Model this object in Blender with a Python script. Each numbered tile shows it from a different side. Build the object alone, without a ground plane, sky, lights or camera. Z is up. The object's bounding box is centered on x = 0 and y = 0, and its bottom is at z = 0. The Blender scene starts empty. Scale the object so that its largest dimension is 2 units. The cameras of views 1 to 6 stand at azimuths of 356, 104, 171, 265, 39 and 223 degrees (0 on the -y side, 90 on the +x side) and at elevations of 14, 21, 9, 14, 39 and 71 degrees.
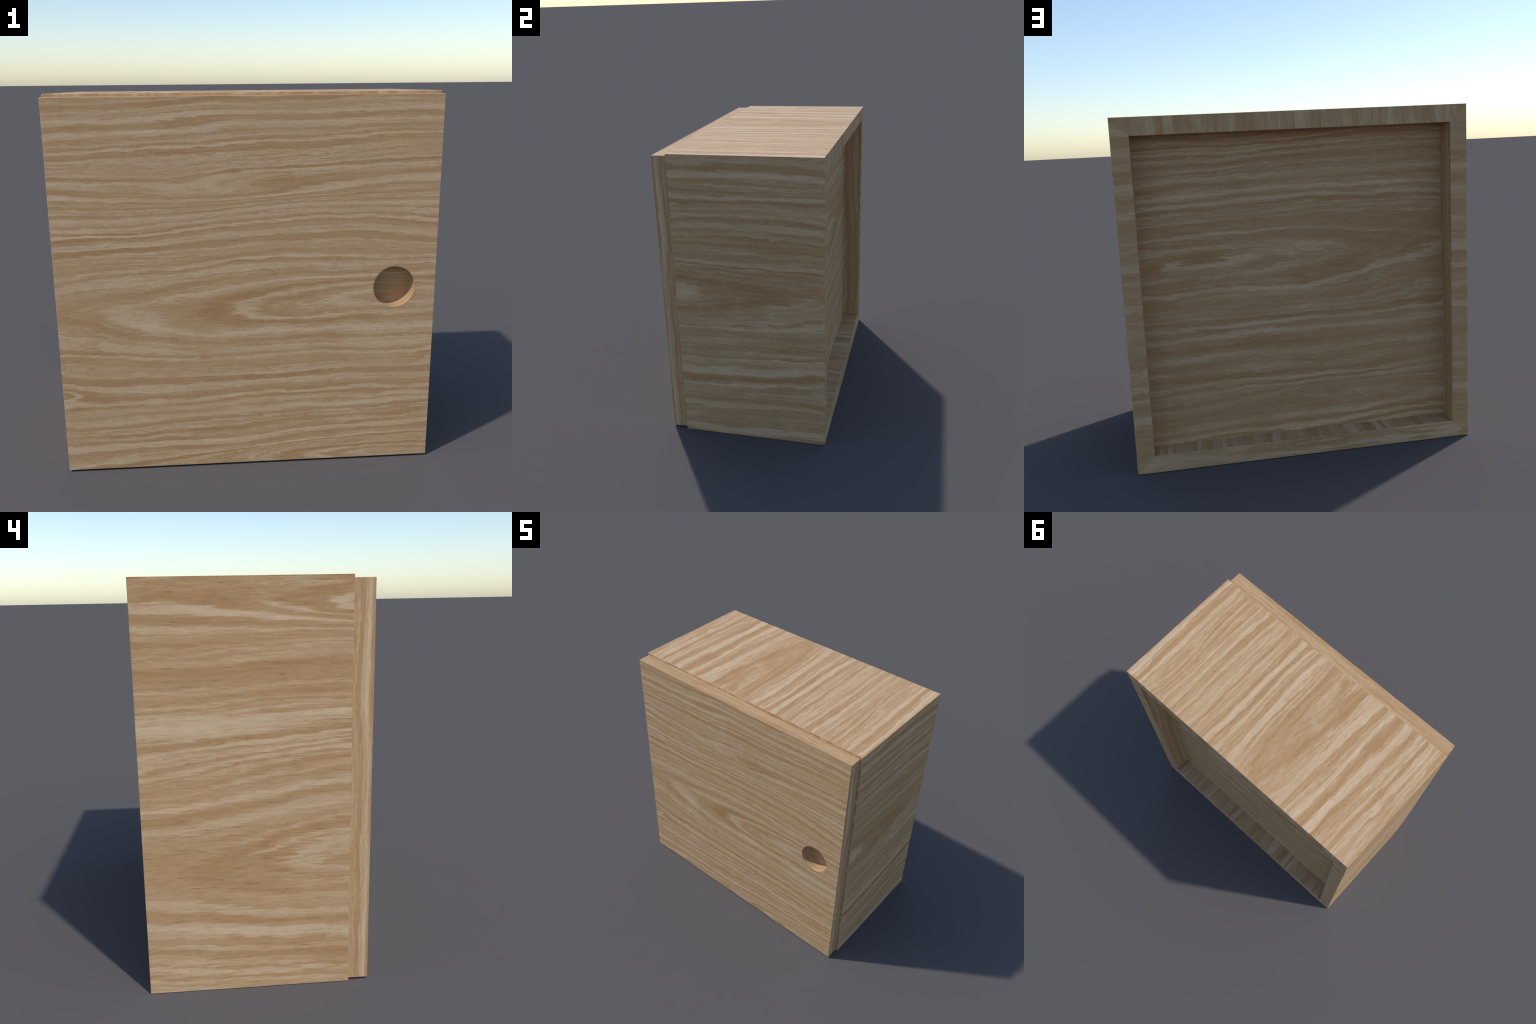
import bpy, bmesh, math
from mathutils import Vector

# ------------------------------------------------------------------ sizes (m)
HALF_W, HEIGHT = 1.0, 2.0             # carcass outside
Y_DOOR, Y_FRONT, Y_BACK = -0.55, -0.45, 0.55
BOARD = 0.10                          # board thickness
EDGE = 0.0025                         # eased edges
PANEL_BACK, PANEL_T = 0.412, 0.05     # recessed back panel
DOOR_X, DOOR_Z = (-0.990, 0.985), (0.0076, 1.986)
HOLE_X, HOLE_Z, HOLE_R, HOLE_D = 0.7645, 0.9970, 0.1108, 0.088

# ------------------------------------------------------------- oak node group
def nd(tree, kind, **props):
    n = tree.nodes.new(kind)
    for k, v in props.items():
        setattr(n, k, v)
    return n

class Net:
    """Small helper: write node maths as expressions."""
    def __init__(self, tree):
        self.t = tree
    def put(self, sock, v):
        if isinstance(v, (int, float, tuple)):
            sock.default_value = v
        else:
            self.t.links.new(v, sock)
    def m(self, op, a, b=0.0, c=0.0, clamp=False):
        n = nd(self.t, 'ShaderNodeMath', operation=op, use_clamp=clamp)
        for i, v in enumerate((a, b, c)):
            self.put(n.inputs[i], v)
        return n.outputs[0]
    def vec(self, x, y, z=0.0):
        n = nd(self.t, 'ShaderNodeCombineXYZ')
        for i, v in enumerate((x, y, z)):
            self.put(n.inputs[i], v)
        return n.outputs[0]
    def noise(self, u, v, w, detail=2.0, rough=0.5):
        """centred 3D noise: the value runs about -0.5 .. 0.5"""
        n = nd(self.t, 'ShaderNodeTexNoise', noise_dimensions='3D')
        n.inputs['Scale'].default_value = 1.0
        n.inputs['Detail'].default_value = detail
        n.inputs['Roughness'].default_value = rough
        self.put(n.inputs['Vector'], self.vec(u, v, w))
        return self.m('SUBTRACT', n.outputs['Fac'], 0.5)
    def noise1(self, w, detail=3.0, rough=0.5):
        n = nd(self.t, 'ShaderNodeTexNoise', noise_dimensions='1D')
        n.inputs['Scale'].default_value = 1.0
        n.inputs['Detail'].default_value = detail
        n.inputs['Roughness'].default_value = rough
        self.put(n.inputs['W'], w)
        return n.outputs['Fac']
    def smooth(self, v, a, b, lo=0.0, hi=1.0):
        n = nd(self.t, 'ShaderNodeMapRange', interpolation_type='SMOOTHSTEP')
        for i, x in enumerate((v, a, b, lo, hi)):
            self.put(n.inputs[i], x)
        return n.outputs[0]
    def mix(self, f, a, b, mode='MIX'):
        n = nd(self.t, 'ShaderNodeMix', data_type='RGBA', blend_type=mode)
        self.put(n.inputs[0], f)
        self.put(n.inputs[6], a)
        self.put(n.inputs[7], b)
        return n.outputs[2]

def srgb(r, g, b):
    f = lambda c: c / 12.92 if c <= 0.04045 else ((c + 0.055) / 1.055) ** 2.4
    return (f(r / 255), f(g / 255), f(b / 255), 1.0)

PALE, LIGHT, MID, TAN, BROWN = srgb(203, 175, 142), srgb(193, 163, 127), srgb(185, 151, 113), srgb(178, 142, 101), srgb(169, 130, 88)
PORE = srgb(146, 110, 73)

def oak_group():
    """Plain-sawn oak: rings around a slightly tilted pith line make long nested
    loops at the heart and close parallel streaks away from it."""
    g = bpy.data.node_groups.new('oak_grain', 'ShaderNodeTree')
    face = g.interface
    for name in ('U', 'V', 'Seed', 'Swell', 'Heart U', 'Heart V', 'Slope', 'Tilt', 'Warp', 'Bands', 'Streak', 'Bias', 'Contrast'):
        face.new_socket(name, in_out='INPUT', socket_type='NodeSocketFloat')
    face.new_socket('Color', in_out='OUTPUT', socket_type='NodeSocketColor')
    face.new_socket('Height', in_out='OUTPUT', socket_type='NodeSocketFloat')
    gi, go = nd(g, 'NodeGroupInput').outputs, nd(g, 'NodeGroupOutput')
    N = Net(g); m = N.m
    U, V, S = gi['U'], gi['V'], gi['Seed']
    S2, S3, S4, S5 = (m('ADD', S, k) for k in (11.3, 23.7, 37.1, 51.9))
    mul = lambda a, b: m('MULTIPLY', a, b)
    add = lambda a, b: m('ADD', a, b)
    # slow wander of the grain
    bend = mul(N.noise(mul(U, 0.8), mul(V, 2.0), S, 1.0), gi['Warp'])
    v2 = add(add(V, mul(U, gi['Tilt'])), bend)
    dv = m('SUBTRACT', v2, gi['Heart V'])
    du = mul(m('SUBTRACT', U, gi['Heart U']), gi['Slope'])
    ring = m('SQRT', add(add(mul(dv, dv), mul(du, du)), 1e-5))
    side = mul(dv, 0.15)          # the two flanks differ a little
    wob = mul(N.noise(mul(U, 2.4), mul(V, 9.0), S2, 2.0), 0.055)
    # ragged, stair-stepped band edges
    jag = mul(N.noise(mul(U, 11.0), mul(V, 120.0), S3, 3.0, 0.6), gi['Streak'])
    h = add(add(ring, gi['Swell']), add(wob, add(jag, side)))
    band = N.noise1(add(mul(h, gi['Bands']), mul(S, 7.77)), 3.0, 0.6)
    # streaks that run along the grain and die out
    streak = N.noise(mul(U, 3.0), mul(add(h, mul(v2, 0.5)), 60.0), S4, 3.0, 0.6)
    mix = add(m('SUBTRACT', band, 0.5), mul(streak, 0.45))
    calm = N.smooth(N.noise(mul(U, 1.3), mul(V, 5.0), S5, 1.0), -0.16, 0.16, 0.5, 1.12)
    tone = add(add(mul(mul(mix, calm), gi['Contrast']), 0.5), gi['Bias'])
    ramp = nd(g, 'ShaderNodeValToRGB')
    N.put(ramp.inputs[0], tone)
    e = ramp.color_ramp.elements
    e[0].position, e[0].color = 0.28, BROWN
    e[1].position, e[1].color = 0.74, PALE
    for p, c in ((0.435, TAN), (0.50, MID), (0.56, LIGHT)):
        x = e.new(p); x.color = c
    # fibres, hue drift, pores
    fibre = N.noise(mul(U, 26.0), mul(V, 150.0), S5, 3.0, 0.7)
    line = N.noise(mul(U, 7.0), mul(V, 165.0), S2, 1.0, 0.5)
    crisp = m('SUBTRACT', N.smooth(line, 0.10, 0.20, 0.0, 0.07), N.smooth(line, -0.10, -0.20, 0.0, 0.09))
    grey = add(m('MULTIPLY_ADD', fibre, 0.48, 1.0), crisp)
    col = N.mix(1.0, ramp.outputs[0], N.vec(grey, grey, grey), 'MULTIPLY')
    drift = N.noise(mul(U, 12.0), mul(V, 60.0), S2, 3.0, 0.65)
    col = N.mix(N.smooth(drift, 0.02, 0.22, 0.0, 0.30), col, srgb(193, 150, 118))
    col = N.mix(N.smooth(drift, -0.02, -0.22, 0.0, 0.40), col, srgb(178, 149, 106))
    pore = N.noise(mul(U, 22.0), mul(V, 210.0), S4, 1.0, 0.5)
    zone = N.smooth(tone, 0.62, 0.40)
    col = N.mix(mul(N.smooth(pore, 0.15, 0.26, 0.0, 0.85), m('MULTIPLY_ADD', zone, 0.8, 0.15)), col, PORE)
    N.put(go.inputs['Color'], col)
    N.put(go.inputs['Height'], add(mul(fibre, 0.6), mul(tone, 0.4)))
    return g

GROUP = oak_group()

def oak(name, along, across, zoom=1.0, seed=0.0, heart=(0.5, 0.0), slope=0.1, tilt=0.0,
        warp=0.10, bands=26.0, streak=0.035, bias=0.0, contrast=1.05, eyes=(), zones=()):
    """along/across: 'x','y' or 'z' in object space.  eyes: (u, v, length, width, height)
    soft swellings of the ring figure, i.e. closed loops in the grain.
    zones: the same, but for paler (+) or browner (-) heartwood areas."""
    mat = bpy.data.materials.new(name)
    mat.use_nodes = True
    t = mat.node_tree
    N = Net(t)
    bsdf = t.nodes['Principled BSDF']
    sep = nd(t, 'ShaderNodeSeparateXYZ')
    t.links.new(nd(t, 'ShaderNodeTexCoord').outputs['Object'], sep.inputs[0])
    sign = lambda a: -1.0 if a[0] == '-' else 1.0
    U = N.m('MULTIPLY', sep.outputs['xyz'.index(along[-1])], zoom * sign(along))
    V = N.m('MULTIPLY', sep.outputs['xyz'.index(across[-1])], zoom)
    def hills(items, start, unit):
        total = start
        for (eu, ev, a, b, amp) in items:
            du = N.m('DIVIDE', N.m('SUBTRACT', U, eu * zoom), a * zoom)
            dv = N.m('DIVIDE', N.m('SUBTRACT', V, ev * zoom), b * zoom)
            q = N.m('ADD', N.m('MULTIPLY', du, du), N.m('MULTIPLY', dv, dv))
            total = N.m('ADD', total, N.m('MULTIPLY', N.m('EXPONENT', N.m('MULTIPLY', q, -1.0)), amp * unit))
        return total
    swell = hills(eyes, 0.0, zoom)
    bias = hills(zones, bias, 1.0)
    g = nd(t, 'ShaderNodeGroup', node_tree=GROUP)
    for k, v in (('U', U), ('V', V), ('Seed', seed), ('Swell', swell), ('Heart U', heart[0] * zoom),
                 ('Heart V', heart[1] * zoom), ('Slope', slope), ('Tilt', tilt), ('Warp', warp),
                 ('Bands', bands), ('Streak', streak), ('Bias', bias), ('Contrast', contrast)):
        N.put(g.inputs[k], v)
    t.links.new(g.outputs['Color'], bsdf.inputs['Base Color'])
    bsdf.inputs['Roughness'].default_value = 0.62
    bsdf.inputs['Specular IOR Level'].default_value = 0.25
    bump = nd(t, 'ShaderNodeBump')
    bump.inputs['Strength'].default_value = 0.08
    bump.inputs['Distance'].default_value = 0.004
    t.links.new(g.outputs['Height'], bump.inputs['Height'])
    t.links.new(bump.outputs[0], bsdf.inputs['Normal'])
    return mat

M = dict(
    door=oak('oak_door_face', 'x', 'z', 1.0, 3.0, heart=(0.80, 0.93), slope=0.11, tilt=-0.015, bands=27.0, warp=0.13,
             eyes=((-0.05, 1.515, 0.50, 0.045, 0.09), (0.55, 0.05, 0.80, 0.07, 0.14),
                   (1.2, 0.1, 1.2, 0.4, 0.12), (-1.0, 0.455, 0.14, 0.035, 0.06)),
             zones=((-0.50, 0.95, 0.18, 0.06, -0.06), (-0.07, 1.62, 0.035, 0.007, -0.45), (-0.40, 0.745, 0.015, 0.008, -0.6), (0.10, 0.95, 0.25, 0.05, -0.07), (0.80, 0.72, 0.35, 0.09, 0.05))),
    door_edge=oak('oak_door_edge', 'z', 'y', 1.2, 9.0, heart=(1.0, -0.9), slope=0.03, warp=0.08, bands=20.0, bias=-0.02, contrast=0.95),
    door_top=oak('oak_door_end', 'x', 'y', 0.6, 14.0, heart=(0.2, -0.52), slope=0.06, warp=0.14, bands=20.0, bias=-0.08),
    hole_wall=oak('oak_recess_wall', 'x', 'y', 1.0, 15.0, heart=(0.0, -0.9), slope=0.02, bias=-0.02, contrast=0.4),
    hole_floor=oak('oak_recess_floor', 'x', 'z', 1.0, 21.0, heart=(0.3, 0.95), slope=0.08, bias=-0.10,
                   zones=((0.76, 1.02, 0.3, 0.018, 0.14),)),
    left=oak('oak_left_face', '-y', 'z', 0.55, 33.0, heart=(0.75, 0.69), slope=0.12, bands=34.0, warp=0.13, contrast=1.0,
             eyes=((0.55, 1.86, 0.65, 0.09, 0.22), (0.60, 1.15, 0.80, 0.35, -0.10)),
             zones=((-0.25, 1.335, 0.40, 0.05, 0.28), (0.0, 1.58, 2.0, 0.08, -0.11), (-0.1, 0.66, 0.7, 0.11, -0.10),
                    (-0.2, 1.88, 0.8, 0.10, -0.08), (0.15, 1.86, 0.25, 0.025, 0.16))),
    right=oak('oak_right_face', 'y', 'z', 0.6, 47.0, heart=(-0.60, 1.10), slope=0.15, bands=34.0,
              zones=((-0.43, 1.085, 0.13, 0.05, 0.42), (0.10, 1.15, 0.60, 0.16, -0.10), (0.2, 1.45, 0.7, 0.06, -0.06))),
    side_inner=oak('oak_side_inner', 'z', 'y', 0.8, 53.0, heart=(1.0, -0.6), slope=0.03, bias=-0.06, contrast=0.7),
    side_rear=oak('oak_side_rear', 'x', 'z', 0.6, 61.0, heart=(0.0, 2.6), slope=0.05, contrast=0.7, bias=-0.03),
    top=oak('oak_top_face', 'y', 'x', 0.65, 75.0, heart=(-0.70, -0.14), slope=0.13, bands=30.0, contrast=1.25,
            eyes=((0.35, 0.77, 0.3, 0.05, 0.09),), zones=((-0.15, -0.14, 0.45, 0.10, -0.10),)),
    top_rear=oak('oak_top_rear', 'z', 'x', 0.5, 82.0, heart=(0.0, 2.0), slope=0.05, contrast=0.8, bias=-0.02),
    ledge=oak('oak_bottom_inner', 'y', 'x', 0.55, 93.0, heart=(0.6, 0.2), slope=0.12, bias=-0.02, contrast=1.15),
    bottom=oak('oak_bottom_face', 'y', 'x', 0.65, 93.0, heart=(0.6, 0.2), slope=0.12, bands=33.0),
    bottom_rear=oak('oak_bottom_rear', 'x', 'z', 0.45, 104.0, heart=(0.0, 0.08), slope=0.03),
    back=oak('oak_back_face', '-x', 'z', 0.8, 118.0, heart=(-0.50, 1.20), slope=0.12, tilt=-0.02, bias=-0.04, contrast=1.1,
             eyes=((0.30, 0.33, 0.5, 0.06, 0.09),),
             zones=((0.62, 1.25, 0.40, 0.15, -0.12), (-0.05, 1.20, 0.25, 0.04, 0.12), (-0.56, 1.19, 0.13, 0.03, -0.38), (0.0, 1.62, 0.5, 0.03, 0.10), (-0.1, 0.97, 0.6, 0.03, 0.10))),
)

# ------------------------------------------------------------------- geometry
root = bpy.data.objects.new('wall_cabinet', None)
bpy.context.scene.collection.objects.link(root)
root['label'] = 'square pale oak wall cabinet with round finger hole door'
root['category'] = 'wall cabinet'

def add_object(name, bm, mats, parent=root):
    me = bpy.data.meshes.new(name)
    bm.normal_update()
    bm.to_mesh(me)
    bm.free()
    for k in mats:
        me.materials.append(M[k])
    ob = bpy.data.objects.new(name, me)
    bpy.context.scene.collection.objects.link(ob)
    ob.parent = parent
    return ob

def board_profile():
    """Closed (depth from outside, y) section of a carcass board, edges eased;
    each point carries the face it starts: outer, rear, inner, front."""
    e = EDGE
    p = []
    # run: outer face front->rear, rear face out->in, inner rear->front, front in->out
    def arc(cd, cy, start, face):
        for k in range(3):
            a = math.radians(start - 45 * k)
            p.append((cd + e * math.cos(a), cy + e * math.sin(a), face if k == 2 else None))
    arc(e, Y_FRONT + e, 270, 'outer')
    arc(e, Y_BACK - e, 180, 'rear')
    arc(BOARD - e, Y_BACK - e, 90, 'inner')
    arc(BOARD - e, Y_FRONT + e, 0, 'front')
    return p

def carcass_board(name, side, slots):
    """Sweep the section between two 45 degree mitres."""
    place = {
        'left':   (lambda d: (-HALF_W + d, d), lambda d: (-HALF_W + d, HEIGHT - d)),
        'top':    (lambda d: (-HALF_W + d, HEIGHT - d), lambda d: (HALF_W - d, HEIGHT - d)),
        'right':  (lambda d: (HALF_W - d, HEIGHT - d), lambda d: (HALF_W - d, d)),
        'bottom': (lambda d: (HALF_W - d, d), lambda d: (-HALF_W + d, d)),
    }[side]
    bm = bmesh.new()
    prof = board_profile()
    rings = [[bm.verts.new((f(d)[0], y, f(d)[1])) for d, y, _ in prof] for f in place]
    keys = list(dict.fromkeys(slots.values()))
    n = len(prof)
    last = 'front'
    for i in range(n):
        j = (i + 1) % n
        fc = bm.faces.new((rings[0][i], rings[0][j], rings[1][j], rings[1][i]))
        last = prof[i][2] or last
        fc.material_index = keys.index(slots[last])
        fc.smooth = False
    bm.faces.new(rings[0]); bm.faces.new(list(reversed(rings[1])))
    bmesh.ops.recalc_face_normals(bm, faces=bm.faces)
    return add_object(name, bm, keys)

carcass_board('side_panel', 'left', dict(outer='left', rear='side_rear', inner='side_inner', front='side_rear'))
carcass_board('side_panel', 'right', dict(outer='right', rear='side_rear', inner='side_inner', front='side_rear'))
carcass_board('top_panel', 'top', dict(outer='top', rear='top_rear', inner='ledge', front='top_rear'))
carcass_board('bottom_panel', 'bottom', dict(outer='bottom', rear='bottom_rear', inner='ledge', front='bottom_rear'))

def slab(x, y, z, ease):
    bm = bmesh.new()
    bmesh.ops.create_cube(bm, size=1.0)
    for v in bm.verts:
        v.co = Vector((x[0] if v.co.x < 0 else x[1], y[0] if v.co.y < 0 else y[1], z[0] if v.co.z < 0 else z[1]))
    if ease:
        bmesh.ops.bevel(bm, geom=bm.edges[:], offset=ease, segments=2, profile=0.5, affect='EDGES')
    return bm

# back panel, let 8 mm into the boards
inner = HALF_W - BOARD + 0.008
bm = slab((-inner, inner), (PANEL_BACK - PANEL_T, PANEL_BACK), (BOARD - 0.008, HEIGHT - BOARD + 0.008), 0)
add_object('back_panel', bm, ['back'])

# door: slab with a blind round finger hole
def door_mesh():
    bm = slab(DOOR_X, (Y_DOOR, Y_FRONT - 0.001), DOOR_Z, EDGE)
    front = min(bm.faces, key=lambda f: f.calc_center_median().y - f.calc_area())
    outer = [v for v in front.verts]
    bm.faces.remove(front)
    seg = 96
    ring = lambda y, r: [bm.verts.new((HOLE_X + r * math.cos(2 * math.pi * k / seg), y,
                                       HOLE_Z + r * math.sin(2 * math.pi * k / seg))) for k in range(seg)]
    rim = ring(Y_DOOR, HOLE_R)
    es = [bm.edges.get((outer[i], outer[(i + 1) % 4])) for i in range(4)]
    es += [bm.edges.new((rim[i], rim[(i + 1) % seg])) for i in range(seg)]
    bmesh.ops.triangle_fill(bm, edges=es, use_beauty=True)
    for f in bm.faces:
        f.normal_update()
        c, n = f.calc_center_median(), f.normal
        if abs(n.y) > 0.5: f.material_index = 0
        elif abs(n.x) > 0.6: f.material_index = 1
        else: f.material_index = 2
    bmesh.ops.recalc_face_normals(bm, faces=bm.faces)
    return bm

door = add_object('door', door_mesh(), ['door', 'door_edge', 'door_top'])

def recess_mesh():
    seg, e = 96, 0.0015
    bm = bmesh.new()
    prof = [(HOLE_R, Y_DOOR), (HOLE_R, Y_DOOR + HOLE_D - e), (HOLE_R - e, Y_DOOR + HOLE_D)]
    rings = [[bm.verts.new((HOLE_X + r * math.cos(2 * math.pi * k / seg), y, HOLE_Z + r * math.sin(2 * math.pi * k / seg)))
              for k in range(seg)] for r, y in prof]
    for a, b in zip(rings, rings[1:]):
        for i in range(seg):
            j = (i + 1) % seg
            f = bm.faces.new((a[i], b[i], b[j], a[j]))
            f.smooth = True
    fl = bm.faces.new(rings[-1]); fl.material_index = 1
    bm.normal_update()
    if fl.normal.y > 0:
        bmesh.ops.reverse_faces(bm, faces=[fl])
    for f in bm.faces:
        if f is not fl:
            c = f.calc_center_median()
            if f.normal.dot(Vector((HOLE_X - c.x, 0, HOLE_Z - c.z))) < 0:
                f.normal_flip()
    return bm

add_object('finger_recess', recess_mesh(), ['hole_wall', 'hole_floor'], parent=door)
